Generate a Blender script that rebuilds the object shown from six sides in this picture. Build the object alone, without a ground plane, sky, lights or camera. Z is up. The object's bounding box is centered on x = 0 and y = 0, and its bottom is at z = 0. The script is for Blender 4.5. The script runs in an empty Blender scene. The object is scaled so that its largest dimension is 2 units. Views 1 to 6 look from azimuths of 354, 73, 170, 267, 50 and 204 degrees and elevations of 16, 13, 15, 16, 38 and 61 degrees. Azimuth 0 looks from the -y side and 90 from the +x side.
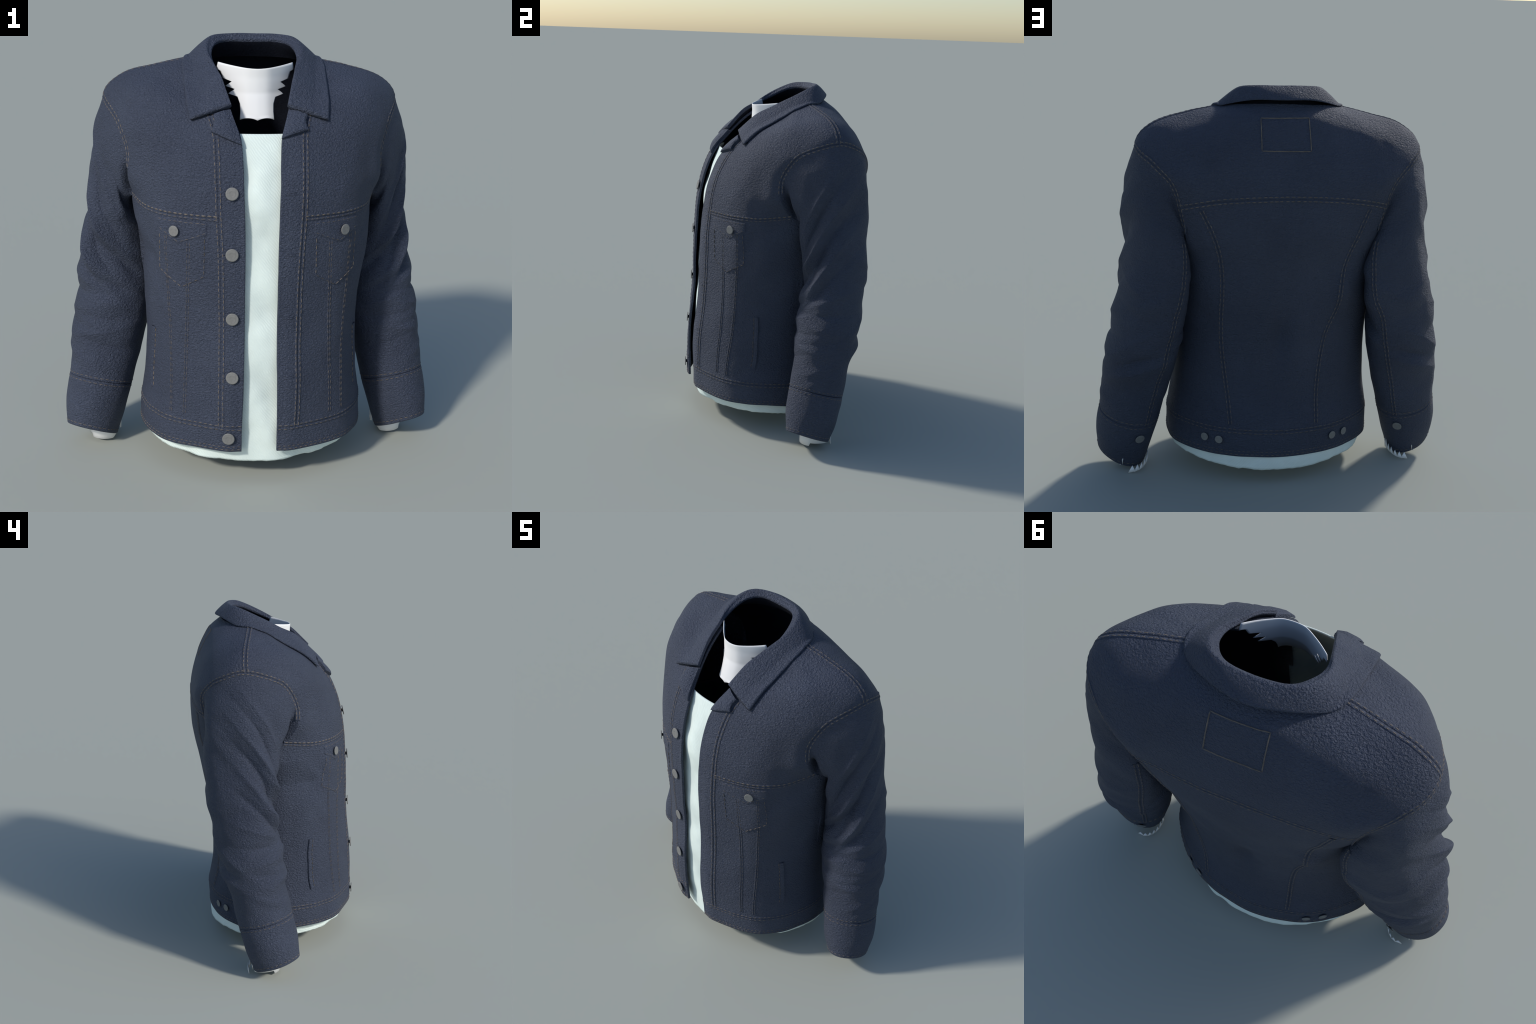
import bpy, math, random
import numpy as np
from mathutils import Vector, noise
from mathutils.bvhtree import BVHTree

random.seed(7)
rng = np.random.default_rng(7)

# ------------------------------------------------------------------ helpers
def cr_weights(t):
    t2, t3 = t * t, t * t * t
    return (-0.5 * t + t2 - 0.5 * t3, 1 - 2.5 * t2 + 1.5 * t3,
            0.5 * t + 2 * t2 - 1.5 * t3, -0.5 * t2 + 0.5 * t3)

def cr_axis(P, sub):
    """Catmull-Rom along axis 0 of P (n, ...); sub = samples per span."""
    P = np.asarray(P, float)
    ext = np.concatenate([(2 * P[0] - P[1])[None], P, (2 * P[-1] - P[-2])[None]])
    out = []
    for i in range(len(P) - 1):
        for k in range(sub[i]):
            w = cr_weights(k / sub[i])
            out.append(w[0] * ext[i] + w[1] * ext[i + 1] + w[2] * ext[i + 2] + w[3] * ext[i + 3])
    out.append(P[-1])
    return np.array(out)

def grid_normals(P, wrap=False):
    du = np.gradient(P, axis=0)
    if wrap:
        dv = (np.roll(P, -1, 1) - np.roll(P, 1, 1)) * 0.5
    else:
        dv = np.gradient(P, axis=1)
    N = np.cross(dv, du)
    L = np.linalg.norm(N, axis=-1, keepdims=True)
    return N / np.maximum(L, 1e-9)

def smooth_noise(P, scale, seed=0.0):
    flat = P.reshape(-1, 3)
    v = np.array([noise.noise(Vector((p[0] * scale + seed, p[1] * scale - seed, p[2] * scale + 2 * seed))) for p in flat])
    return v.reshape(P.shape[:-1])

def make_mesh(name, verts, faces, mats, mat_idx=None, parent=None, smooth=True, kind=None):
    me = bpy.data.meshes.new(name)
    me.from_pydata([tuple(v) for v in verts], [], [tuple(int(i) for i in f) for f in faces])
    for m in mats:
        me.materials.append(m)
    if mat_idx is not None:
        me.polygons.foreach_set("material_index", np.asarray(mat_idx, np.int32))
    me.polygons.foreach_set("use_smooth", [smooth] * len(me.polygons))
    me.update()
    ob = bpy.data.objects.new(name, me)
    bpy.context.scene.collection.objects.link(ob)
    if parent is not None:
        ob.parent = parent
    if kind:
        ob["kind"] = kind
    return ob

def sharp_by_angle(ob, deg=40):
    me = ob.data
    import bmesh
    bm = bmesh.new(); bm.from_mesh(me)
    lim = math.radians(deg)
    for e in bm.edges:
        if len(e.link_faces) == 2 and e.calc_face_angle(0) > lim:
            e.smooth = False
    bm.to_mesh(me); bm.free()

# ------------------------------------------------------------------ materials
def new_mat(name):
    m = bpy.data.materials.new(name)
    m.use_nodes = True
    nt = m.node_tree
    return m, nt, nt.nodes["Principled BSDF"]

def add(nt, kind, **kw):
    n = nt.nodes.new(kind)
    for k, v in kw.items():
        if k in n.inputs.keys() if hasattr(n.inputs, "keys") else False:
            n.inputs[k].default_value = v
        else:
            setattr(n, k, v)
    return n

def ramp(nt, fac, stops):
    r = nt.nodes.new("ShaderNodeValToRGB")
    els = r.color_ramp.elements
    while len(els) < len(stops):
        els.new(0.5)
    for e, (p, c) in zip(els, stops):
        e.position = p; e.color = (*c, 1)
    nt.links.new(fac, r.inputs["Fac"])
    return r

def denim_material(name, dark, light, bump=1.0, rough=0.75):
    m, nt, b = new_mat(name)
    tc = add(nt, "ShaderNodeTexCoord")
    big = add(nt, "ShaderNodeTexNoise"); big.inputs["Scale"].default_value = 3.0
    big.inputs["Detail"].default_value = 3
    fine = add(nt, "ShaderNodeTexNoise"); fine.inputs["Scale"].default_value = 260
    fine.inputs["Detail"].default_value = 2
    for n in (big, fine):
        nt.links.new(tc.outputs["Object"], n.inputs["Vector"])
    mixf = add(nt, "ShaderNodeMath", operation="MULTIPLY_ADD")
    nt.links.new(fine.outputs["Fac"], mixf.inputs[0]); mixf.inputs[1].default_value = 0.55
    nt.links.new(big.outputs["Fac"], mixf.inputs[2])
    r = ramp(nt, mixf.outputs[0], [(0.5, dark), (1.05, light)])
    r.color_ramp.elements[1].position = 1.0
    nt.links.new(r.outputs["Color"], b.inputs["Base Color"])
    b.inputs["Roughness"].default_value = rough
    b.inputs["Specular IOR Level"].default_value = 0.5
    # pebbled wool-like grain
    g1 = add(nt, "ShaderNodeTexNoise"); g1.inputs["Scale"].default_value = 108
    g1.inputs["Detail"].default_value = 3; g1.inputs["Roughness"].default_value = 0.55
    g1.inputs["Distortion"].default_value = 0.6
    st = add(nt, "ShaderNodeMapping"); st.inputs["Scale"].default_value = (.9, .9, 1.3)
    nt.links.new(tc.outputs["Object"], st.inputs["Vector"])
    nt.links.new(st.outputs["Vector"], g1.inputs["Vector"])
    bp = add(nt, "ShaderNodeBump"); bp.inputs["Strength"].default_value = bump
    bp.inputs["Distance"].default_value = 0.0155
    nt.links.new(g1.outputs["Fac"], bp.inputs["Height"])
    nt.links.new(bp.outputs["Normal"], b.inputs["Normal"])
    return m

DENIM = denim_material("dark_denim", (0.031, 0.040, 0.069), (0.046, 0.058, 0.094))

def plain_material(name, col, rough=0.8, spec=0.4, noise_scale=None, amount=0.1, bump=0.0, metallic=0.0):
    m, nt, b = new_mat(name)
    b.inputs["Roughness"].default_value = rough
    b.inputs["Specular IOR Level"].default_value = spec
    b.inputs["Metallic"].default_value = metallic
    b.inputs["Base Color"].default_value = (*col, 1)
    if noise_scale:
        tc = add(nt, "ShaderNodeTexCoord")
        n = add(nt, "ShaderNodeTexNoise"); n.inputs["Scale"].default_value = noise_scale
        n.inputs["Detail"].default_value = 3
        nt.links.new(tc.outputs["Object"], n.inputs["Vector"])
        r = ramp(nt, n.outputs["Fac"], [(0.3, tuple(c * (1 - amount) for c in col)), (0.7, tuple(min(1, c * (1 + amount)) for c in col))])
        nt.links.new(r.outputs["Color"], b.inputs["Base Color"])
        if bump:
            bp = add(nt, "ShaderNodeBump"); bp.inputs["Strength"].default_value = bump
            bp.inputs["Distance"].default_value = 0.004
            nt.links.new(n.outputs["Fac"], bp.inputs["Height"])
            nt.links.new(bp.outputs["Normal"], b.inputs["Normal"])
    return m

LINING = plain_material("black_lining", (0.010, 0.012, 0.020), 0.9, 0.1, 120, 0.3, 0.3)
THREAD = plain_material("tan_thread", (0.138, 0.118, 0.102), 0.8, 0.2, 60, 0.25)
METAL = plain_material("grey_button_metal", (0.165, 0.165, 0.16), 0.6, 0.5, 90, 0.12, 0.1)
STEM = plain_material("dark_button_stem", (0.03, 0.03, 0.03), 0.7)
COTTON = plain_material("mint_white_cotton", (0.72, 0.81, 0.77), 0.9, 0.2, 9, 0.05, 0.0)
def add_weave(m):
    nt = m.node_tree; b = nt.nodes["Principled BSDF"]
    tc = add(nt, "ShaderNodeTexCoord"); mp = add(nt, "ShaderNodeMapping")
    mp.inputs["Rotation"].default_value = (0, math.radians(40), 0)
    wv = add(nt, "ShaderNodeTexWave"); wv.inputs["Scale"].default_value = 30
    wv.inputs["Distortion"].default_value = 5.0; wv.inputs["Detail"].default_value = 2
    nt.links.new(tc.outputs["Object"], mp.inputs["Vector"]); nt.links.new(mp.outputs["Vector"], wv.inputs["Vector"])
    bp = add(nt, "ShaderNodeBump"); bp.inputs["Strength"].default_value = 0.2; bp.inputs["Distance"].default_value = 0.004
    nt.links.new(wv.outputs["Fac"], bp.inputs["Height"]); nt.links.new(bp.outputs["Normal"], b.inputs["Normal"])
add_weave(COTTON)
WHITE = plain_material("plain_white", (0.80, 0.80, 0.80), 0.8, 0.3)

# ------------------------------------------------------------------ thing roots
def root(name, label, category):
    e = bpy.data.objects.new(name, None)
    bpy.context.scene.collection.objects.link(e)
    e["label"] = label; e["category"] = category
    return e

JACKET = root("denim_jacket", "dark indigo denim trucker jacket worn open with grey buttons", "jacket")
SHIRT = root("t_shirt", "pale mint white t-shirt under an open jacket", "shirt")
FORM = root("mannequin_form", "torn white remnants of a neck and wrists", "mannequin")

# ------------------------------------------------------------------ jacket body: control net
# columns: opening, placket seam, pocket, front armhole, side, back armhole, back, centre back
# lower rows: (z front, z back, half width, front depth, back depth, back squareness)
LOWER = [
    (0.173, 0.150, 0.538, 0.466, 0.402, 2.28, 1.98),
    (0.292, 0.288, 0.534, 0.472, 0.404, 2.18, 1.98),
    (0.440, 0.440, 0.514, 0.475, 0.372, 2.10, 1.98),
    (0.620, 0.620, 0.504, 0.464, 0.374, 2.10, 2.00),
    (0.800, 0.800, 0.515, 0.452, 0.394, 2.10, 2.00),
    (0.960, 0.970, 0.530, 0.447, 0.416, 2.10, 2.2),
    (1.110, 1.130, 0.546, 0.444, 0.440, 2.12, 2.35),
]
PLACKET_X = [0.172, 0.173, 0.174, 0.172, 0.172, 0.174, 0.178]
OPEN_X = [0.078, 0.078, 0.075, 0.072, 0.071, 0.071, 0.071]

def lower_row(i):
    zf, zb, w, f, b, pf, pb = LOWER[i]
    row = []
    for x in (OPEN_X[i], PLACKET_X[i]):
        row.append((x, -f * (1 - (x / w) ** pf) ** (1 / pf), zf))
    for a in (-46, -28, -13):
        ar = math.radians(a)
        row.append((w * math.cos(ar) ** (2 / pf), -f * abs(math.sin(ar)) ** (2 / pf), zf))
    row.append((w * 0.999, 0.02, (zf + zb) / 2))
    for a in (26, 57, 90):
        ar = math.radians(a)
        row.append((w * max(0, math.cos(ar)) ** (2 / pb), b * math.sin(ar) ** (2 / pb), zb))
    row[8] = (0, b, zb)
    return row

NET = [lower_row(i) for i in range(7)]
NET += [
    # yoke seam (front) / armpit
    [(.074, -.431, 1.258), (.186, -.415, 1.258), (.375, -.330, 1.258), (.490, -.212, 1.262), (.555, -.045, 1.275), (.565, .105, 1.262), (.460, .338, 1.240), (.290, .440, 1.30), (0, .474, 1.31)],
    # back yoke seam
    [(.078, -.413, 1.390), (.190, -.397, 1.390), (.380, -.318, 1.385), (.495, -.218, 1.383), (.583, -.105, 1.380), (.600, .13, 1.40), (.497, .393, 1.447), (.290, .458, 1.484), (0, .473, 1.497)],
    [(.080, -.378, 1.500), (.192, -.364, 1.500), (.382, -.288, 1.503), (.495, -.207, 1.507), (.577, -.105, 1.510), (.650, .16, 1.56), (.535, .408, 1.565), (.310, .447, 1.585), (0, .460, 1.590)],
    # top of the armhole
    [(.088, -.326, 1.598), (.197, -.306, 1.606), (.384, -.235, 1.628), (.515, -.155, 1.648), (.622, -.038, 1.642), (.700, .178, 1.717), (.625, .345, 1.660), (.330, .418, 1.675), (0, .432, 1.680)],
    [(.122, -.245, 1.680), (.218, -.228, 1.690), (.388, -.148, 1.735), (.490, -.074, 1.765), (.560, -.004, 1.768), (.608, .165, 1.812), (.535, .305, 1.768), (.300, .372, 1.772), (0, .394, 1.775)],
    [(.155, -.150, 1.768), (.238, -.130, 1.770), (.345, -.042, 1.802), (.395, .005, 1.825), (.425, .050, 1.836), (.450, .145, 1.860), (.395, .242, 1.848), (.250, .318, 1.850), (0, .343, 1.860)],
    [(.180, -.030, 1.845), (.222, -.010, 1.852), (.250, .025, 1.868), (.262, .050, 1.878), (.272, .078, 1.886), (.280, .125, 1.898), (.256, .181, 1.903), (.186, .242, 1.910), (0, .283, 1.917)],
]
NET = np.array(NET)                      # rows x 9 x 3
half_r = NET
half_l = NET[:, ::-1] * np.array([-1, 1, 1])
FULL = np.concatenate([half_r, half_l[:, 1:]], axis=1)   # rows x 17: right opening .. back .. left opening
FULL[:11, 0, 0] += 0.006
# the front hangs a little further forward on its own left side
_w = np.clip((.75 - FULL[..., 2]) / .3, 0, 1) * (FULL[..., 1] < -.1)
FULL[..., 1] -= .010 * np.clip(np.tanh(FULL[..., 0] / .15), 0, 1) * _w
FA, SI, BA, LAST = 4, 5, 6, 16           # front armhole, side, back armhole and last column

CS = [18, 30, 20, 20, 22, 32, 40, 44]
COLS = CS + CS[::-1]
ROWS = [24, 28, 34, 34, 30, 28, 28, 24, 22, 22, 22, 20, 18]
G = cr_axis(FULL, ROWS)
G = np.swapaxes(cr_axis(np.swapaxes(G, 0, 1), COLS), 0, 1)
NR, NC = G.shape[:2]
CI = np.concatenate([[0], np.cumsum(COLS)])      # column index of each control column
RI = np.concatenate([[0], np.cumsum(ROWS)])

def outward(P, N):
    return N
GN = -grid_normals(G)
# make sure they point away from the body axis
if (GN[60, :, :2] * G[60, :, :2]).sum() < 0:
    GN = -GN

def body_folds(P, N):
    """soft drag folds below the armholes, hem slack, low frequency cloth waviness"""
    x, y, z = P[..., 0], P[..., 1], P[..., 2]
    ax = np.abs(x)
    d = 0.0045 * smooth_noise(P, 4.5, 3.1) + 0.0018 * smooth_noise(P, 13.0, 8.7)
    # diagonal fold front armpit -> pocket
    for (x0, z0, x1, z1, wdt, amp) in [(.56, 1.20, .43, .80, .030, .010), (.57, 1.10, .50, .72, .030, -.008),
                                       (.52, 1.23, .40, .98, .022, -.007), (-.53, 1.13, -.475, .92, .036, -.030), (-.53, 1.18, -.49, .84, .065, -.016)]:
        q_x = ax if x0 > 0 else -x
        x0, x1 = abs(x0), abs(x1)
        dx, dz = x1 - x0, z1 - z0
        L = math.hypot(dx, dz)
        s = ((q_x - x0) * dx + (z - z0) * dz) / L / L
        q = ((q_x - x0) * dz - (z - z0) * dx) / L
        env = np.clip(1 - np.abs(s - .45) / .65, 0, 1)
        d += np.where(y < 0.05, amp * env * np.exp(-(q / wdt) ** 2), 0)
    for (x0, z0, rx, rz, amp) in [(.0, .78, .055, .13, -.036), (.35, .84, .05, .08, -.012), (-.29, .72, .05, .08, -.008), (-.30, 1.02, .055, .09, .034), (.17, 1.05, .05, .07, .012)]:
        d += np.where(y > 0.05, amp * np.exp(-((x - x0) / rx) ** 2 - ((z - z0) / rz) ** 2), 0)
    return d

def loop_index(side):
    c3, c4, c5 = (CI[FA], CI[SI], CI[BA]) if side > 0 else (CI[LAST - FA], CI[LAST - SI], CI[LAST - BA])
    st = 1 if side > 0 else -1
    idx = [(RI[10], j) for j in range(c4, c5, st)] + [(i, c5) for i in range(RI[10], RI[7], -1)]
    idx += [(RI[7], j) for j in range(c5, c3, -st)] + [(i, c3) for i in range(RI[7], RI[10])]
    idx += [(RI[10], j) for j in range(c3, c4, st)]
    return idx

# round the armhole line and let the cloth around it follow
for side in (1, -1):
    idx = np.array(loop_index(side))
    L0 = G[idx[:, 0], idx[:, 1]].copy()
    L1 = L0.copy()
    for _ in range(60):
        L1 = (np.roll(L1, 1, 0) + np.roll(L1, -1, 0)) * .25 + L1 * .5
    D = L1 - L0
    i0, i1 = idx[:, 0].min() - 22, idx[:, 0].max() + 22
    j0, j1 = idx[:, 1].min() - 22, idx[:, 1].max() + 22
    for i in range(i0, i1):
        for j in range(j0, j1):
            dd = np.abs(idx - np.array([i, j])).max(1) + 0.01 * np.hypot(*(idx - np.array([i, j])).T)
            k = int(np.argmin(dd))
            wgt = max(0, 1 - dd[k] / 20.0) ** 1.5
            G[i, j] += D[k] * wgt
GN = -grid_normals(G)
if (GN[60, :, :2] * G[60, :, :2]).sum() < 0:
    GN = -GN

fade = np.ones((NR, NC))
fold = body_folds(G, GN)
# keep the armhole rim and the neck row where they are
rr = np.arange(NR)[:, None]; cc = np.arange(NC)[None, :]
for (ca, cb) in ((FA, BA), (LAST - BA, LAST - FA)):
    inr = np.clip(np.maximum(RI[7] - rr, rr - RI[10]), 0, None)
    inc = np.clip(np.maximum(CI[ca] - cc, cc - CI[cb]), 0, None)
    fade = np.minimum(fade, np.clip(np.hypot(inr, inc) / 14.0, 0, 1))
G = G + GN * (fold * fade)[..., None]
GN2 = -grid_normals(G)
if (GN2 * GN).sum() < 0:
    GN2 = -GN2
GN = GN2

THICK = 0.013
CELL = np.ones((NR - 1, NC - 1), bool)
CELL[RI[7]:RI[10], CI[FA]:CI[BA]] = False
CELL[RI[7]:RI[10], CI[LAST - BA]:CI[LAST - FA]] = False

def panel(name, mask, raise_by=0.0):
    """a piece of the shell: outer face, lining face and the rim where the whole shell ends"""
    mask = mask & CELL
    vid = {}
    verts = []
    def v(i, j, layer):
        k = (i, j, layer)
        if k not in vid:
            vid[k] = len(verts)
            verts.append(G[i, j] - GN[i, j] * (THICK * layer - raise_by * (1 - layer)))
        return vid[k]
    faces, mi = [], []
    for i, j in np.argwhere(mask):
        a, b, c, d = (i, j), (i, j + 1), (i + 1, j + 1), (i + 1, j)
        faces.append([v(*p, 0) for p in (a, b, c, d)]); mi.append(0)
        faces.append([v(*p, 1) for p in (d, c, b, a)]); mi.append(1)
        for (p, q, ni, nj) in ((a, b, i - 1, j), (b, c, i, j + 1), (c, d, i + 1, j), (d, a, i, j - 1)):
            out = not (0 <= ni < NR - 1 and 0 <= nj < NC - 1) or not CELL[ni, nj]
            if out:
                faces.append([v(*q, 0), v(*p, 0), v(*p, 1), v(*q, 1)]); mi.append(0)
    return make_mesh(name, verts, faces, [DENIM, LINING], mi, JACKET)

def block(r0, r1, c0, c1):
    m = np.zeros((NR - 1, NC - 1), bool)
    m[RI[r0]:RI[r1], CI[c0]:CI[c1]] = True
    return m

panel("waistband", block(0, 1, 0, LAST))
for a, b in ((0, 1), (LAST - 1, LAST)):
    panel("placket", block(1, 13, a, b))
for a, b in ((1, SI), (LAST - SI, LAST - 1)):
    panel("front_panel", block(1, 7, a, b))
    panel("front_yoke", block(7, 13, a, b))
panel("back_panel", block(1, 8, SI, LAST - SI))
panel("back_yoke", block(8, 13, SI, LAST - SI))

# search tree of the outer surface for things laid on it
_tv = [Vector(p) for p in G.reshape(-1, 3)]
_tf = [(i * NC + j, i * NC + j + 1, (i + 1) * NC + j + 1, (i + 1) * NC + j) for i, j in np.argwhere(CELL)]
TREE = BVHTree.FromPolygons(_tv, _tf)

def on_front(x, z):
    h = TREE.ray_cast(Vector((x, -2, z)), Vector((0, 1, 0)))
    n = h[1] if h[1].y < 0 else -h[1]
    return np.array(h[0]), np.array(n)

def on_back(x, z):
    h = TREE.ray_cast(Vector((x, 2, z)), Vector((0, -1, 0)))
    n = h[1] if h[1].y > 0 else -h[1]
    return np.array(h[0]), np.array(n)

# ------------------------------------------------------------------ sewing: seams and stitches
def resample(P, N, step):
    P = np.asarray(P); N = np.asarray(N)
    s = np.concatenate([[0], np.cumsum(np.linalg.norm(np.diff(P, axis=0), axis=1))])
    n = max(2, int(round(s[-1] / step)) + 1)
    t = np.linspace(0, s[-1], n)
    Q = np.stack([np.interp(t, s, P[:, k]) for k in range(3)], 1)
    M = np.stack([np.interp(t, s, N[:, k]) for k in range(3)], 1)
    M /= np.linalg.norm(M, axis=1, keepdims=True)
    T = np.gradient(Q, axis=0); T /= np.linalg.norm(T, axis=1, keepdims=True)
    S = np.cross(M, T); S /= np.linalg.norm(S, axis=1, keepdims=True)
    return Q, M, T, S, s[-1]

SEAM_V, SEAM_F = [], []
def seam(P, N, half=0.015, height=0.0017, groove=0.002):
    Q, M, T, S, L = resample(P, N, 0.008)
    prof = [(-half - .002, -.003), (-half, height * .55), (-half * .6, height), (-groove, height), (-groove * .6, -.002),
            (groove * .6, -.002), (groove, height), (half * .6, height), (half, height * .55), (half + .002, -.003)]
    base = len(SEAM_V)
    for q, m, s in zip(Q, M, S):
        for o, h in prof:
            SEAM_V.append(q + s * o + m * h)
    k = len(prof)
    for i in range(len(Q) - 1):
        for j in range(k - 1):
            a = base + i * k + j
            SEAM_F.append((a, a + 1, a + k + 1, a + k))

ST_V, ST_F = [], []
def stitches(P, N, offset=0.0, length=0.019, gap=0.007, width=0.0055, height=0.0020, lift=0.0013):
    Q, M, T, S, L = resample(P, N, 0.002)
    n = max(1, int(L / (length + gap)))
    pitch = L / n
    sarr = np.linspace(0, L, len(Q))
    for k in range(n):
        jit = rng.normal(0, 0.0012)
        a = k * pitch + gap * .5 + jit
        b = a + length * rng.uniform(0.85, 1.08)
        m = max(4, int(length / .012))
        ss = np.linspace(a, min(b, L), m)
        base = len(ST_V)
        for m_i, sv in enumerate(ss):
            q = np.array([np.interp(sv, sarr, Q[:, c]) for c in range(3)])
            i = min(len(Q) - 1, max(0, int(round(sv / L * (len(Q) - 1)))))
            tw = 0.35 if m_i in (0, m - 1) else 1.0
            off = offset + rng.normal(0, 0.0004)
            w = width * .5 * tw; h = height * tw
            c = q + S[i] * off + M[i] * lift
            for o, hh in ((-w, -.002), (-w * .75, h * .75), (0, h), (w * .75, h * .75), (w, -.002)):
                ST_V.append(c + S[i] * o + M[i] * hh)
        for r in range(m - 1):
            for j in range(4):
                x = base + r * 5 + j
                ST_F.append((x, x + 1, x + 6, x + 5))
        for r in (0, m - 1):
            x = base + r * 5
            ST_F.append((x, x + 1, x + 2, x + 3, x + 4))

def gl(r0, r1, c):          # grid line along a column
    i0, i1 = RI[r0], RI[r1]
    return G[i0:i1 + 1, CI[c]], GN[i0:i1 + 1, CI[c]]

def gr(r, c0, c1):          # grid line along a row
    j0, j1 = CI[c0], CI[c1]
    return G[RI[r], j0:j1 + 1], GN[RI[r], j0:j1 + 1]

def double(P, N, half=0.015, off=0.009, **kw):
    seam(P, N, half)
    stitches(P, N, off, **kw); stitches(P, N, -off, **kw)

# waistband seam all round, hem edge
P, N = gr(1, 0, LAST); double(P, N, .014, .009, width=.0036)
i = RI[0] + 2
P, N = G[i, :], GN[i, :]; stitches(P, N, 0, lift=.0005, width=.003)
i = RI[0] + 5
P, N = G[i, :], GN[i, :]; stitches(P, N, 0, lift=.0004, width=.0022, length=.016)
for c in (1, LAST - 1):                                   # placket seams
    P, N = gl(1, 11, c); double(P, N, .016, .0105, width=.0042)
for a, b in ((1, FA), (LAST - FA, LAST - 1)):                     # front yoke seams
    P, N = gr(7, a, b); seam(P, N, .014); stitches(P, N, .0075, width=.0072); stitches(P, N, -.0070, width=.003)
P, N = gr(8, BA, LAST - BA); double(P, N, .016, .0105)       # back yoke seam
for c in (SI, LAST - SI):                                   # shoulder seams
    P, N = gl(10, 13, c); double(P, N, .016, .0105, height=.0014, lift=.0012)

def surf_curve(pts, side, step=0.01):
    pts = np.array(pts, float)
    pts = cr_axis(pts, [12] * (len(pts) - 1))
    f = on_front if side < 0 else on_back
    h = [f(x, z) for x, z in pts]
    P, N = np.array([a for a, _ in h]), np.array([b for _, b in h])
    for _ in range(25):                       # cloth ripples must not make the sewing wobble
        P[1:-1] = P[1:-1] * .5 + (P[:-2] + P[2:]) * .25
        N[1:-1] = N[1:-1] * .5 + (N[:-2] + N[2:]) * .25
    P = np.array([TREE.find_nearest(Vector(p))[0] for p in P]) + N * .0006
    return P, N

for s in (1, -1):
    # two tapering seams on each front panel, below the pocket flap
    P, N = surf_curve([(s * .315, 1.145), (s * .318, .95), (s * .322, .75), (s * .330, .5), (s * .336, .325)], -1)
    seam(P, N, .009, .0008, .0015); stitches(P, N, .006, width=.0020, lift=.0007, height=.0016); stitches(P, N, -.006, width=.0020, lift=.0007, height=.0016)
    P, N = surf_curve([(s * .413, 1.165), (s * .408, .97), (s * .395, .75), (s * .392, .5), (s * .396, .325)], -1)
    seam(P, N, .008, .0008, .0015); stitches(P, N, .005, width=.0020, lift=.0007, height=.0016); stitches(P, N, -.005, width=.0020, lift=.0007, height=.0016)
# curved seams on the back
P, N = surf_curve([(.401, 1.440), (.339, 1.312), (.302, 1.184), (.289, 1.02), (.292, .857), (.282, .688), (.259, .516), (.238, .315)], 1)
seam(P, N, .013, .0018); stitches(P, N, .0085, width=.004); stitches(P, N, -.0085, width=.004)
P, N = surf_curve([(-.406, 1.438), (-.342, 1.271), (-.292, 1.108), (-.284, .933), (-.231, .807), (-.211, .688), (-.197, .532), (-.195, .315)], 1)
seam(P, N, .013, .0018); stitches(P, N, .0085, width=.004); stitches(P, N, -.0085, width=.004)
# patch outline under the collar
def line(a, b):
    return [tuple(np.array(a) + (np.array(b) - np.array(a)) * t) for t in np.linspace(0, 1, 5)]
for a, b in (((.117, 1.856), (-.112, 1.858)), ((-.112, 1.858), (-.114, 1.712)), ((-.114, 1.712), (.119, 1.714)), ((.119, 1.714), (.117, 1.856))):
    P, N = surf_curve(line(a, b), 1)
    stitches(P, N, 0, length=.30 if abs(a[1] - b[1]) < .01 else .20, gap=.0, width=.005, height=.0016, lift=.0012)

# ------------------------------------------------------------------ pockets, welts, buttonholes
def patch(name, x0, x1, top, bottom, h, side=1, nu=48, nv=48, rim=0.005):
    verts, faces = [], []
    for a in range(nu + 1):
        u = a / nu
        x = x0 + (x1 - x0) * u
        zt, zb = top(u), bottom(u)
        for b in range(nv + 1):
            v = b / nv
            z = zt + (zb - zt) * v
            p, n = on_front(side * x, z)
            e = min(u, 1 - u) * abs(x1 - x0)
            e = min(e, min(v, 1 - v) * abs(zt - zb))
            k = min(1, e / rim)
            verts.append(p + n * (-.006 + (h + .006) * math.sin(k * math.pi / 2)))
    for a in range(nu):
        for b in range(nv):
            i = a * (nv + 1) + b
            f = (i, i + 1, i + nv + 2, i + nv + 1)
            faces.append(f if side > 0 else f[::-1])
    return make_mesh(name, verts, faces, [DENIM], None, JACKET)

def tri_bottom(zside_in, zpt, zside_out, upt):
    def f(u):
        return zside_in + (zpt - zside_in) * (u / upt) if u < upt else zpt + (zside_out - zpt) * ((u - upt) / (1 - upt))
    return f

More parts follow.
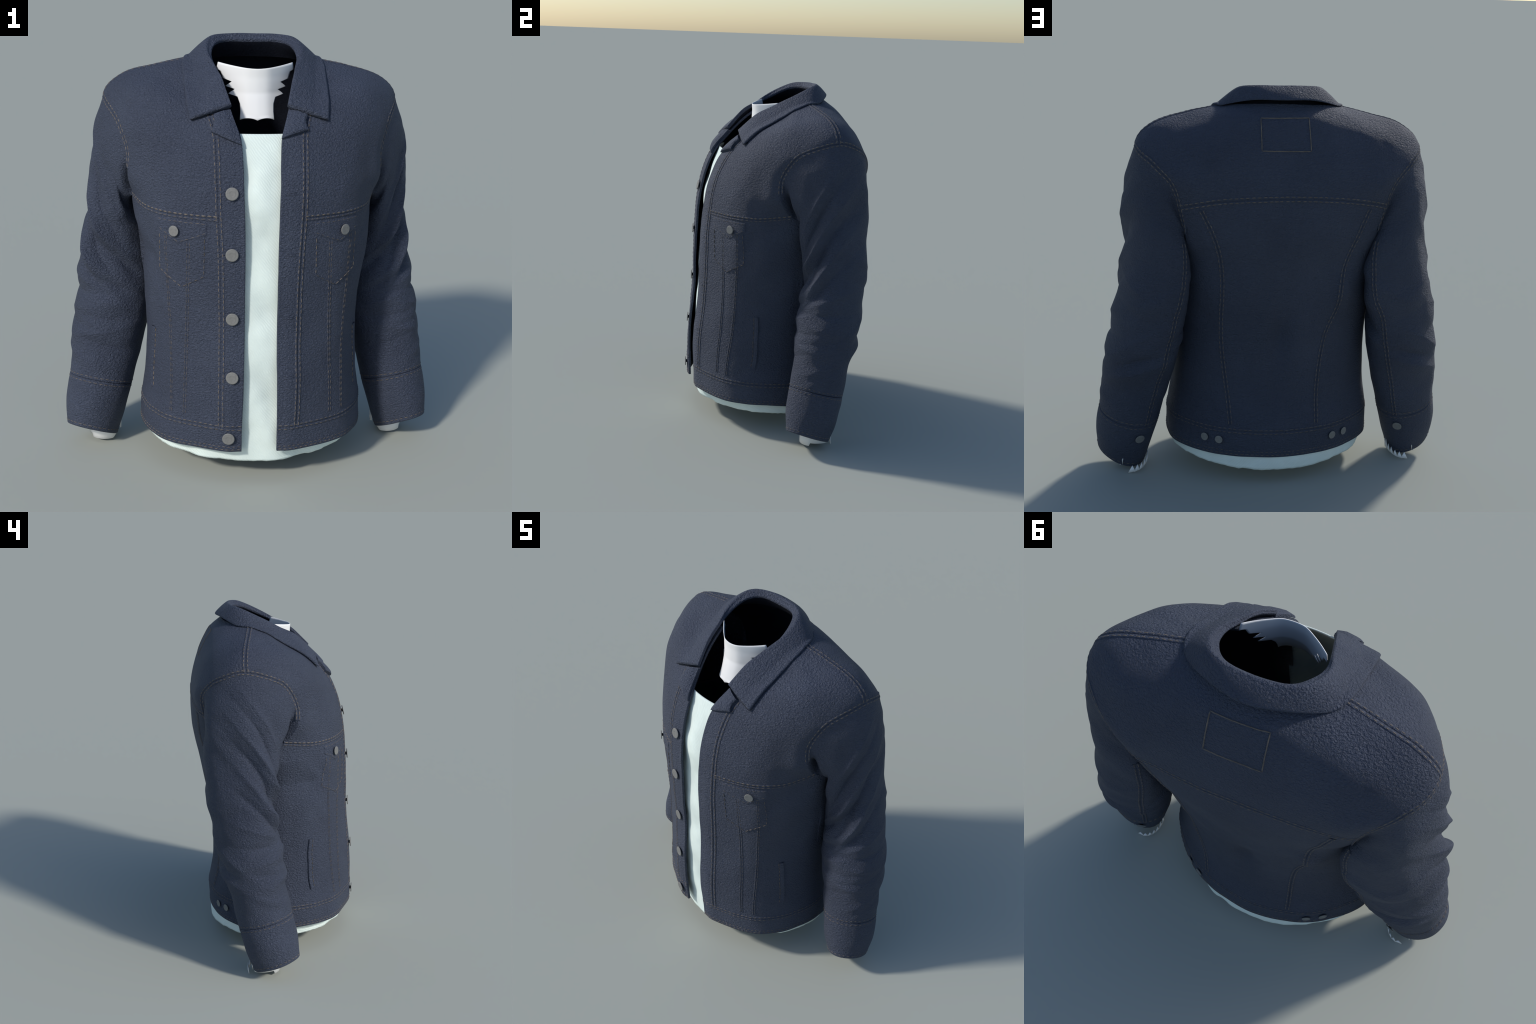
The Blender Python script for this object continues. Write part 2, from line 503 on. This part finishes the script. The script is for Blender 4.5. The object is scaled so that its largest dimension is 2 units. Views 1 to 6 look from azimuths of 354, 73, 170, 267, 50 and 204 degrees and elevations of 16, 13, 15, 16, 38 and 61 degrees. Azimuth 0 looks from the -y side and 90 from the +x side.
for s in (1, -1):
    patch("pocket", .240, .446, lambda u: 1.215, tri_bottom(.985, .925, .990, .52), .0014, s)
    patch("pocket_flap", .232, .452, lambda u: 1.238, tri_bottom(1.180, 1.128, 1.188, .60), .0034, s)
    for pts in ([(.245, 1.165), (.248, .993)], [(.248, .993), (.345, .932)], [(.345, .932), (.438, .995)], [(.438, .995), (.438, 1.17)],
                [(.238, 1.19), (.358, 1.138)], [(.358, 1.138), (.445, 1.193)], [(.238, 1.23), (.445, 1.23)]):
        P, N = surf_curve([(s * x, z) for x, z in line(*pts)], -1)
        stitches(P, N, 0, width=.0026, height=.0014, lift=.0025)
    # slanted welt pocket on the side
    P, N = surf_curve([(s * .470, .690), (s * .474, .590), (s * .480, .490), (s * .484, .390)], -1)
    Q, M, T, S, L = resample(P, N, .006)
    prof = [(-.020, -.004), (-.018, .003), (-.006, .005), (.003, .007), (.006, .006), (.0065, -.006)]
    V, F = [], []
    for q, m, t, sd in zip(Q, M, T, S):
        k = np.sign(sd[0] * s) or 1
        for o, h in prof:
            V.append(q + sd * o * k + m * h)
    n = len(prof)
    for a in range(len(Q) - 1):
        for b in range(n - 1):
            i = a * n + b
            F.append((i, i + 1, i + n + 1, i + n))
    make_mesh("pocket_welt", V, F, [DENIM], None, JACKET)
    stitches(P, N, (-.022 if True else 0) * (np.sign(S[0][0] * s) or 1), width=.003, height=.0015, lift=.001)

BUTTON_Z = [1.366, 1.102, .809, .538, .243]
for z in BUTTON_Z[:4]:
    V, F = [], []
    p0, n0 = on_front(.130, z)
    for dz in (-.0045, .0045):
        base = len(V)
        for a in range(13):
            u = -1 + a / 6
            p, n = on_front(.130 + u * .024, z + dz + .002 * math.sin(u * 2 + z * 9))
            r = .0032 * math.sqrt(max(0.05, 1 - u * u))
            for o, h in ((-r * 1.3, -.001), (0, r * 1.2), (r * 1.3, -.001)):
                V.append(p + np.array([0, 0, o]) + n * h)
        for a in range(12):
            for b in range(2):
                i = base + a * 3 + b
                F.append((i, i + 1, i + 4, i + 3))
    make_mesh("buttonhole", V, F, [DENIM], None, JACKET)

# ------------------------------------------------------------------ buttons
def button_mesh(r):
    prof = [(0.0, .0108), (.30, .0110), (.44, .0112), (.50, .0115), (.55, .0112), (.74, .0113), (.84, .0116), (.95, .0112), (1.0, .0098), (.98, .0072), (.80, .0062), (.34, .0060)]
    stem = [(.34, .0060), (.30, -.004)]
    n = 40
    V, F, M = [], [], []
    for rr_, h in prof + stem[1:]:
        if rr_ == 0:
            V.append((0, 0, h)); continue
        for k in range(n):
            a = 2 * math.pi * k / n
            V.append((rr_ * r * math.cos(a), rr_ * r * math.sin(a), h * (r / .028) ** .5))
    for k in range(n):
        F.append((0, 1 + k, 1 + (k + 1) % n)); M.append(0)
    rings = len(prof) + len(stem) - 2
    for q in range(rings - 1):
        for k in range(n):
            a = 1 + q * n + k; b = 1 + q * n + (k + 1) % n
            F.append((a, a + n, b + n, b)); M.append(0 if q < rings - 2 else 1)
    me = bpy.data.meshes.new("button")
    me.from_pydata(V, [], F)
    me.materials.append(METAL); me.materials.append(STEM)
    me.polygons.foreach_set("material_index", M)
    me.polygons.foreach_set("use_smooth", [True] * len(F))
    me.update()
    return me

BIG, MID, SMALL = button_mesh(.0285), button_mesh(.0245), button_mesh(.0205)

def put_button(me, p, n, parent=JACKET):
    ob = bpy.data.objects.new("button", me)
    bpy.context.scene.collection.objects.link(ob)
    ob.parent = parent
    ob.location = Vector(p)
    ob.rotation_euler = Vector(n).to_track_quat('Z', 'Y').to_euler()
    return ob

for x, z in zip((-.129, -.128, -.124, -.123, -.138), BUTTON_Z):
    put_button(BIG, *on_front(x, z))
for x in (.376, -.372):
    p, n = on_front(x, 1.187)
    put_button(MID, p + n * .005, n)
for x in (.293, .360, -.284, -.352):
    put_button(SMALL, *on_back(x, .236))

# ------------------------------------------------------------------ sleeves
# four cardinal points per ring: outer, back, inner, front
RINGS = [
    [(.735, .168, 1.600), (.595, .385, 1.430), (.560, .130, 1.205), (.645, -.040, 1.395)],
    [(.755, .158, 1.460), (.612, .392, 1.300), (.525, .145, 1.120), (.640, -.012, 1.250)],
    [(.752, .165, 1.285), (.608, .388, 1.160), (.502, .155, 1.020), (.632, .012, 1.110)],
    [(.770, .170, 1.110), (.625, .386, 1.020), (.490, .165, .920), (.640, .028, .985)],
    [(.803, .170, .950), (.645, .375, .900), (.485, .170, .830), (.655, .018, .885)],
    [(.832, .165, .800), (.668, .358, .765), (.490, .165, .720), (.670, .004, .765)],
    [(.858, .150, .660), (.690, .336, .630), (.507, .150, .600), (.690, -.016, .650)],
    [(.876, .130, .505), (.712, .286, .470), (.541, .130, .470), (.712, -.030, .510)],
    [(.889, .100, .352), (.735, .244, .282), (.586, .098, .285), (.737, -.055, .362)],
]
# extra fullness at the inner back, taken away at the front (per ring: inner back dx, dy; front inner dx, dy; front outer dx, dy)
CORNER = [
    (-.085, .036, .02, .024, -.014, .014), (-.092, .044, .012, .020, -.018, .016), (-.075, .044, .010, .014, -.006, .006), (-.062, .040, .006, .008, -.004, .004),
    (-.045, .030, .004, .006, -.004, .006), (-.035, .020, 0, .006, 0, .006), (-.025, .012, 0, 0, 0, 0), (-.012, .006, 0, 0, 0, 0), (0, .002, 0, 0, 0, 0),
]
CUFF = [
    [(.890, .100, .349), (.735, .243, .279), (.587, .097, .282), (.737, -.055, .359)],
    [(.908, .070, .225), (.765, .206, .150), (.624, .075, .155), (.765, -.080, .225)],
    [(.903, .032, .112), (.780, .163, .034), (.665, .055, .034), (.785, -.085, .124)],
]

def fourier_ring(card, th):
    O, B, I, F = (np.array(c) for c in card)
    c0 = (O + I + B + F) / 4; A = (O - I) / 2; Bv = (B - F) / 2; D = ((O + I) - (B + F)) / 4
    c, s = np.cos(th)[:, None], np.sin(th)[:, None]
    return c0 + A * c + Bv * s + D * np.cos(2 * th)[:, None]

def armhole(side):
    """loop of body vertices, starting at the top of the shoulder and running to the back"""
    c3, c4, c5 = (CI[FA], CI[SI], CI[BA]) if side > 0 else (CI[LAST - FA], CI[LAST - SI], CI[LAST - BA])
    idx = loop_index(side)
    mid = (RI[8] + RI[9]) // 2
    cards = [(RI[10], c4), (mid, c5), (RI[7], c4), (mid, c3)]
    pos = [idx.index(c) for c in cards] + [len(idx)]
    P = np.array([G[i, j] for i, j in idx]); N = np.array([GN[i, j] for i, j in idx])
    th = np.zeros(len(idx))
    seg = np.linalg.norm(np.roll(P, -1, 0) - P, axis=1)
    cum = np.concatenate([[0], np.cumsum(seg)])
    for q in range(4):
        a, b = pos[q], pos[q + 1]
        for k in range(a, b):
            th[k] = math.pi / 2 * (q + (cum[k] - cum[a]) / (cum[b] - cum[a]))
    return P, N, th

def angd(a, b):
    return (a - b + math.pi) % (2 * math.pi) - math.pi

# sleeve creases: (angle, height, slope of height with angle, length in angle, width, amount)
D2R = math.pi / 180
CREASES = [
    (285, 1.050, .14, 42, .030, .016), (272, .965, .12, 45, .032, -.024), (280, .885, .12, 55, .034, .012), (268, .825, .08, 45, .022, -.011),
    (278, .745, .06, 55, .028, .010), (285, .665, .02, 50, .022, -.008), (290, .590, -.03, 55, .030, .008), (270, .530, .05, 50, .026, -.007),
    (90, .660, .05, 45, .028, -.018), (80, .595, .06, 45, .030, .011), (55, .72, .12, 50, .035, .008),
    (318, 1.385, .26, 42, .030, .010), (322, 1.300, .26, 46, .034, -.019), (326, 1.205, .25, 52, .034, .019), (328, 1.110, .24, 50, .036, -.021),
    (328, 1.010, .22, 52, .036, .018), (326, .925, .16, 52, .030, -.017), (330, .850, .06, 60, .028, .010), (335, .780, .00, 55, .024, -.012),
    (330, .700, -.03, 60, .030, .008), (325, .625, .02, 50, .024, -.008), (335, .480, .05, 50, .030, .006), (318, .420, .06, 40, .022, -.006),
    (5, 1.46, .05, 18, .10, .007), (20, 1.30, .15, 30, .03, -.006),
    (120, 1.05, .15, 45, .04, .008), (150, .74, .10, 45, .03, .009), (150, .80, .10, 35, .022, -.009), (50, 1.05, -.10, 40, .035, .007), (60, .92, -.08, 40, .03, -.006),
]

def build_sleeve(side):
    loop, LN, th = armhole(side)
    flip = np.array([side, 1, 1])
    rings = []
    for k, c in enumerate(RINGS):
        card = np.array(c, float)
        if side < 0:
            card[0, 0] += (0, 0, .006, .016, .018, .010, .004, 0, 0)[k]
        R = fourier_ring(card, th)
        for a0, (dx, dy) in zip((133, 225, 312), np.array(CORNER[k]).reshape(3, 2)):
            g = np.exp(-(angd(th, a0 * D2R) / (34 * D2R)) ** 2)
            if side < 0 and a0 == 133 and k in (1, 2, 3):
                dx -= .022
            if side < 0 and a0 == 312 and k in (2, 3, 4):
                dx += .022; dy -= .012
            R[:, 0] += g * dx; R[:, 1] += g * dy
        R[:, 1] += ((0, .012, .018, .018, .014, .008, .004, 0, 0) if side > 0 else (0, .008, .010, .002, -.006, -.010, -.010, -.006, 0))[k] * np.exp(-(angd(th, 50 * D2R) / (34 * D2R)) ** 2)
        rings.append(R * flip)
    knots = np.array([loop] + rings)
    sub = [26, 26, 30, 30, 26, 26, 26, 28, 28]
    S = cr_axis(knots, sub)                       # along x around
    N = grid_normals(S, wrap=True)
    ctr = S.mean(1, keepdims=True)
    if (N * (S - ctr)).sum() < 0:
        N = -N
    z = S[..., 2]; t = np.broadcast_to(th, z.shape)
    d = np.zeros_like(z)
    for (a0, z0, sl, la, w, amp) in CREASES:
        da = angd(t, a0 * D2R)
        env = np.exp(-(da / (la * D2R)) ** 2)
        dz = z - (z0 + sl * da)
        d += amp * 1.12 * env * np.exp(-np.abs(dz / w) ** 1.35)
    d += .009 * smooth_noise(S * np.array([1, 1, 1.5]), 6.0, 5.0 + side) + .002 * smooth_noise(S, 17.0, 2.0)
    row = np.arange(len(S))[:, None]
    d *= np.clip(row / 22.0, 0, 1) * np.clip((len(S) - 1 - row) / 16.0, 0, 1)
    # tucked pleats where the sleeve meets the front and back of the armhole
    d -= .020 * np.exp(-(angd(t, 100 * D2R) / (22 * D2R)) ** 2) * np.clip(row / 4.0, 0, 1) * np.exp(-((row - 7) / 6.0) ** 2)
    notch = np.exp(-(angd(t, 246 * D2R) / (20 * D2R)) ** 2) * np.clip(row / 3.0, 0, 1) * np.exp(-((row - 6) / 5.5) ** 2)
    S = S + notch[..., None] * np.array([-side * .060, .075, 0])
    S = S + N * d[..., None]
    N = grid_normals(S, wrap=True)
    if (N * (S - ctr)).sum() < 0:
        N = -N
    n = S.shape[1]
    V = S.reshape(-1, 3)
    F = []
    for i in range(len(S) - 1):
        for j in range(n):
            k = (j + 1) % n
            f = (i * n + j, i * n + k, (i + 1) * n + k, (i + 1) * n + j)
            F.append(f[::-1] if side > 0 else f)
    make_mesh("sleeve", V, F, [DENIM], None, JACKET)
    # armhole seam sewn on the shoulder side, leaving out the armpit
    k0 = [k for k in range(n) if not (125 * D2R < th[k] < 262 * D2R)]
    order = [k for k in k0 if th[k] >= 262 * D2R] + [k for k in k0 if th[k] <= 125 * D2R]
    P = loop[order]; M = (LN[order] + N[4][order]); M /= np.linalg.norm(M, axis=1, keepdims=True)
    double(P, M, .014, .0095, height=.0016, lift=.0012)
    # long seam down the inner back of the sleeve
    j = int(np.argmin(np.abs(th - 122 * D2R)))
    P, M = S[40:, j], N[40:, j]
    seam(P, M, .013, .0018); stitches(P, M, .0085, width=.004); stitches(P, M, -.0085, width=.004)
    # cuff
    tc = np.linspace(0, 2 * math.pi, 120, endpoint=False)
    cr = [fourier_ring(c, tc) * flip for c in CUFF]
    C = cr_axis(np.array(cr), [22, 22])
    CN = grid_normals(C, wrap=True)
    cc_ = C.mean(1, keepdims=True)
    if (CN * (C - cc_)).sum() < 0:
        CN = -CN
    wob = .004 * smooth_noise(C, 9.0, 1.0 + side) + .0025
    wob *= np.clip(np.arange(len(C)) / 6.0, .35, 1)[:, None]
    C = C + CN * wob[..., None]
    down = C[-1].mean(0) - C[-6].mean(0); down /= np.linalg.norm(down)
    layers = [C[0] - CN[0] * .010] + list(C) + [C[-1] + down * .005 - CN[-1] * .004, C[-1] + down * .006 - CN[-1] * .010, C[-1] - CN[-1] * .014] + [C[k] - CN[k] * .016 for k in (36, 28, 20, 10)]
    n2 = len(tc); V = np.concatenate(layers); F = []; mi = []
    for i in range(len(layers) - 1):
        for q in range(n2):
            k = (q + 1) % n2
            f = (i * n2 + q, i * n2 + k, (i + 1) * n2 + k, (i + 1) * n2 + q)
            F.append(f[::-1] if side > 0 else f); mi.append(0 if i < len(C) + 3 else 1)
    make_mesh("cuff", V, F, [DENIM, LINING], mi, JACKET)
    close = lambda A: np.concatenate([A, A[:1]])
    P, M = close(C[2]), close(CN[2])
    stitches(P, M, 0, lift=.0003, width=.0032)
    P, M = close(S[-3]), close(N[-3])
    stitches(P, M, 0, lift=.0003, width=.0032)
    P, M = close(C[-4]), close(CN[-4])
    stitches(P, M, 0, lift=.0003, width=.0032)
    # cuff button at the inner back
    tgt = np.array([side * .690, .225, .200]) if side > 0 else np.array([-.674, .215, .205])
    i, j = np.unravel_index(np.argmin(np.linalg.norm(C - tgt, axis=-1)), C.shape[:2])
    put_button(MID, C[i, j], CN[i, j])
    return S

for s in (1, -1):
    build_sleeve(s)

# ------------------------------------------------------------------ collar
# stations from the centre back to the collar point: stand foot, inner edge, crest, outer edge
COLLAR = [
    [(0, .280, 1.888), (0, .218, 1.960), (0, .240, 1.998), (0, .312, 1.944)],
    [(.125, .265, 1.886), (.118, .202, 1.960), (.130, .222, 1.997), (.150, .279, 1.940)],
    [(.222, .212, 1.880), (.178, .138, 1.944), (.206, .165, 1.983), (.276, .200, 1.908)],
    [(.262, .110, 1.875), (.198, .050, 1.900), (.224, .064, 1.936), (.318, .100, 1.880)],
    [(.235, -.03, 1.825), (.180, -.045, 1.855), (.193, -.050, 1.874), (.316, -.045, 1.800)],
    [(.200, -.13, 1.755), (.156, -.138, 1.803), (.166, -.148, 1.820), (.311, -.150, 1.738)],
    [(.160, -.225, 1.680), (.126, -.232, 1.712), (.135, -.246, 1.726), (.298, -.256, 1.668)],
]
def collar():
    prof = []
    for foot, inn, cre, out in COLLAR:
        foot, inn, cre, out = (np.array(v) for v in (foot, inn, cre, out))
        mid = (cre + out) / 2 + np.array([0, 0, .005]) + (out - foot) * .03
        q1 = (inn + cre) / 2 + (cre - foot) * .04 - (out - inn) * .03
        under = out - np.array([0, 0, .009]) - (out - cre) * .04
        back = (cre + out) / 2 - np.array([0, 0, .012])
        prof.append([foot, inn, q1, cre, mid, out, under, back])
    prof = np.array(prof)
    L = prof[::-1] * np.array([-1, 1, 1])
    full = np.concatenate([L[:-1], prof])
    A = cr_axis(full, [20] * 12)
    A = np.swapaxes(cr_axis(np.swapaxes(A, 0, 1), [8, 6, 6, 12, 12, 5, 10]), 0, 1)
    ns, nk = A.shape[:2]
    N = grid_normals(A)
    A = A + N * (.002 * smooth_noise(A, 11.0, 4.0))[..., None]
    for i in range(ns):                       # the fall lies on the shoulders, never inside them
        for j in range(22, nk):
            hit = TREE.find_nearest(Vector(A[i, j]))
            n = hit[1]
            ref = Vector((hit[0].x, hit[0].y - .08, 1.0))
            if n.dot(hit[0] - ref) < 0:
                n = -n
            fe = min(1, max(0, (abs(i - (ns - 1) / 2) / ((ns - 1) / 2) - .60) / .25))
            need = .011 + .008 * fe if j <= 44 else (.011 + .008 * fe) * (1 - .9 * min(1, (j - 44) / 4))
            d = (Vector(A[i, j]) - hit[0]).dot(n)
            if d < need:
                A[i, j] += np.array(n) * (need - d)
            e = min(1, max(0, (abs(i - (ns - 1) / 2) / ((ns - 1) / 2) - .72) / .2))
            cap = .021 + .05 * max(0, (34 - j) / 14)
            if e > 0 and j <= 46 and d > cap:
                A[i, j] -= np.array(n) * (d - cap) * e
    V = A.reshape(-1, 3); F = []; mi = []
    for i in range(ns - 1):
        for j in range(nk - 1):
            F.append((i * nk + j, (i + 1) * nk + j, (i + 1) * nk + j + 1, i * nk + j + 1)); mi.append(1 if j < 8 else 0)
    # close the two ends
    for i in (0, ns - 1):
        ring = [i * nk + j for j in range(nk)]
        F.append(ring if i == 0 else ring[::-1]); mi.append(0)
    make_mesh("collar", V, F, [DENIM, LINING], mi, JACKET)
collar()

def lapel(side, top_roll, notch, tip, low, low_roll):
    T = [np.array(v, float) for v in (top_roll, notch, tip, low, low_roll)]
    a, n_, t, lo, lr = T
    nu, nv = 20, 24
    top, und = [], []
    for iv in range(nv + 1):
        v = iv / nv
        for iu in range(nu + 1):
            u = iu / nu
            left = a + (lr - a) * v
            right = n_ + (t - n_) * v - np.array([side * .010, 0, 0]) * math.sin(v * math.pi)
            bot = (lr * (1 - u) ** 2 + 2 * (lo * 2 - (lr + t) / 2) * u * (1 - u) + t * u * u)
            tp = a + (n_ - a) * u
            p = (left * (1 - u) + right * u) + (tp * (1 - v) + bot * v) - ((a * (1 - u) + n_ * u) * (1 - v) + (lr * (1 - u) + t * u) * v)
            hit = TREE.find_nearest(Vector(p))
            n = np.array(hit[1] if hit[1].y < 0 else -hit[1]); q = np.array(hit[0])
            d = float((p - q) @ n); tang = p - n * d
            e = min(1, min(1 - u, 1 - v) / .12)
            top.append(tang + n * (.007 + .006 * math.sin(e * math.pi / 2) + .010 * min(1, u * 2.5)))
            und.append(tang + n * .0015)
    V = top + und; m = len(top); w = nu + 1; F = []
    for i in range(nv):
        for j in range(nu):
            k = i * w + j
            f = (k, k + w, k + w + 1, k + 1)
            g = (m + k, m + k + 1, m + k + w + 1, m + k + w)
            F += [f, g] if side > 0 else [f[::-1], g[::-1]]
    rim = [j for j in range(w)] + [i * w + nu for i in range(1, nv + 1)] + [nv * w + j for j in range(nu - 1, -1, -1)] + [i * w for i in range(nv - 1, 0, -1)]
    for q in range(len(rim)):
        x, y = rim[q], rim[(q + 1) % len(rim)]
        F.append((x, y, m + y, m + x) if side > 0 else (m + x, m + y, y, x))
    ob = make_mesh("lapel", V, F, [DENIM], None, JACKET)
    sharp_by_angle(ob, 50)

lapel(1, (.130, -.255, 1.722), (.212, -.268, 1.690), (.208, -.303, 1.626), (.135, -.334, 1.612), (.088, -.332, 1.590))
lapel(-1, (-.128, -.257, 1.722), (-.205, -.270, 1.692), (-.215, -.308, 1.618), (-.140, -.345, 1.590), (-.083, -.348, 1.565))

# ------------------------------------------------------------------ sewn details gathered into parts
make_mesh("seam_fold", SEAM_V, SEAM_F, [DENIM], None, JACKET, True, "stuff")
make_mesh("stitching", ST_V, ST_F, [THREAD], None, JACKET, True, "stuff")

# ------------------------------------------------------------------ t-shirt
def shirt():
    rows = [  # z front, z back, half width, front, back
        (.102, .078, .508, .424, .394), (.18, .17, .512, .428, .390), (.30, .30, .492, .432, .366), (.45, .45, .475, .436, .335),
        (.62, .62, .466, .438, .336), (.80, .80, .476, .420, .36), (1.0, 1.0, .495, .414, .385), (1.26, 1.26, .515, .400, .39), (1.39, 1.39, .50, .384, .395),
        (1.50, 1.50, .47, .348, .398), (1.607, 1.607, .44, .305, .40)]
    n = 160
    K = []
    for zf, zb, w, f, b in rows:
        r = []
        for k in range(n):
            a = 2 * math.pi * k / n
            s, c = math.sin(a), math.cos(a)
            z = zf if s < 0 else zb
            z = zf + (zb - zf) * (s * .5 + .5)
            z += .018 * abs(c) ** 1.5 * (1 if zf < .12 else 0)
            r.append((w * c, (f if s < 0 else b) * s, z))
        K.append(r)
    P = cr_axis(np.array(K), [8, 8, 10, 12, 12, 12, 14, 8, 8, 8])
    N = grid_normals(P, wrap=True)
    if (N[..., :2] * P[..., :2]).sum() < 0:
        N = -N
    tilt = np.stack([P[..., 0] * 1.5 + P[..., 2] * .8, P[..., 1], P[..., 2] * .8 - P[..., 0] * .6], -1)
    d = .014 * smooth_noise(tilt, 6.0, 9.0) + .003 * smooth_noise(tilt, 15.0, 1.0)
    d *= np.clip((1.60 - P[..., 2]) / .15, 0, 1)
    P = P + N * d[..., None]
    # slightly frayed hem
    P[0, :, 2] += rng.normal(0, .0010, n)
    t = .006
    inner = P - N * t
    R = len(P)
    V = np.concatenate([P.reshape(-1, 3), inner.reshape(-1, 3)]); m = R * n; F = []
    cen = (P[:-1] + np.roll(P, -1, 1)[:-1] + P[1:]) / 3
    # a band round the hem and a wide tongue up the front show under the jacket; the rest is open
    keep = (cen[..., 2] < .42) | ((cen[..., 1] < 0) & (cen[..., 0] > -.30) & (cen[..., 0] < .125))
    for i in range(R - 1):
        for j in range(n):
            if not keep[i, j]:
                continue
            k = (j + 1) % n
            q = (i * n + j, i * n + k, (i + 1) * n + k, (i + 1) * n + j)
            F.append(q); F.append(tuple(m + x for x in q[::-1]))
            if i == 0: F.append((q[1], q[0], m + q[0], m + q[1]))
            if i == R - 2 or not keep[i + 1, j]: F.append((q[3], q[2], m + q[2], m + q[3]))
            if not keep[i, (j - 1) % n]: F.append((q[0], q[3], m + q[3], m + q[0]))
            if not keep[i, k]: F.append((q[2], q[1], m + q[1], m + q[2]))
    make_mesh("shirt_body", V, F, [COTTON], None, SHIRT)
shirt()

# ------------------------------------------------------------------ white remnants: neck piece and wrists
def neck():
    # torn edge: height and half width; both edges mirror each other
    edge = np.array([(1.888, .170), (1.856, .177), (1.849, .159), (1.818, .149), (1.806, .110), (1.784, .138), (1.774, .097),
                     (1.752, .126), (1.742, .086), (1.713, .076), (1.680, .075), (1.645, .078)])
    front = np.array([(1.888, -.126), (1.83, -.121), (1.76, -.124), (1.70, -.145), (1.645, -.168)])
    nu = 48
    E2 = [edge[0]]
    for p, q in zip(edge[:-1], edge[1:]):
        E2 += [p + (q - p) * t for t in (1 / 3, 2 / 3, 1)]
    V, F = [], []
    for i, (z, hw) in enumerate(E2):
        for j in range(nu + 1):
            u = -1 + 2 * j / nu
            x = hw * u
            top = z - .021 * (1 - abs(u) ** 1.6) * max(0, 1 - (1.888 - z) / .05)
            yf = float(np.interp(-top, -front[:, 0], front[:, 1]))
            y = yf + .103 * (abs(x) / .17) ** 1.7 - .004 * math.exp(-((abs(x) - .05) / .03) ** 2)
            if i == len(E2) - 1:
                top += .012 * abs(math.sin(u * math.pi))
            V.append((x, y, top))
    w = nu + 1
    for i in range(len(E2) - 1):
        for j in range(nu):
            k = i * w + j
            F.append((k, k + 1, k + w + 1, k + w)[::-1])
    ob = make_mesh("neck", V, F, [WHITE], None, FORM)
    md = ob.modifiers.new("t", "SOLIDIFY"); md.thickness = .003; md.offset = -1
neck()

def wrist(side):
    cx, cy = .722, .112
    def rim(a, z, grow=0):
        r1, r2 = .078 + grow, .090 + grow
        return (side * (cx + r1 * math.cos(a)), cy + r2 * math.sin(a), z)
    V, F = [], []
    # continuous torn band from the inner front round to the outer back
    a0, a1, n = math.radians(205), math.radians(395), 40
    for k in range(n + 1):
        a = a0 + (a1 - a0) * k / n
        low = .014 + .055 * min(1, max(0, (240 - math.degrees(a)) / 35)) + (.018 if k > 24 else 0)
        for z in (.11, .06, low):
            V.append(rim(a, z))
    for k in range(n):
        for q in range(2):
            i = k * 3 + q
            f = (i, i + 1, i + 4, i + 3)
            F.append(f if side < 0 else f[::-1])
    # loose saw teeth along the inner back, points up
    for a_deg, wd, z0, h in ((84, 14, .0005, .042), (104, 11, .006, .040), (122, 9, .013, .038), (139, 8, .022, .04), (155, 8, .030, .04), (172, 8, .036, .05), (190, 8, .036, .06)):
        b = len(V)
        V += [rim(math.radians(a_deg - wd), z0), rim(math.radians(a_deg + wd), z0 + .008), rim(math.radians(a_deg + 2), z0 + h)]
        F.append((b, b + 1, b + 2) if side > 0 else (b + 2, b + 1, b))
    b = len(V)
    V += [rim(math.radians(42), .10), rim(math.radians(52), .10), rim(math.radians(46), .040)]
    F.append((b, b + 1, b + 2))
    ob = make_mesh("wrist", V, F, [WHITE], None, FORM)
    md = ob.modifiers.new("t", "SOLIDIFY"); md.thickness = .003; md.offset = -1
for s in (1, -1):
    wrist(s)
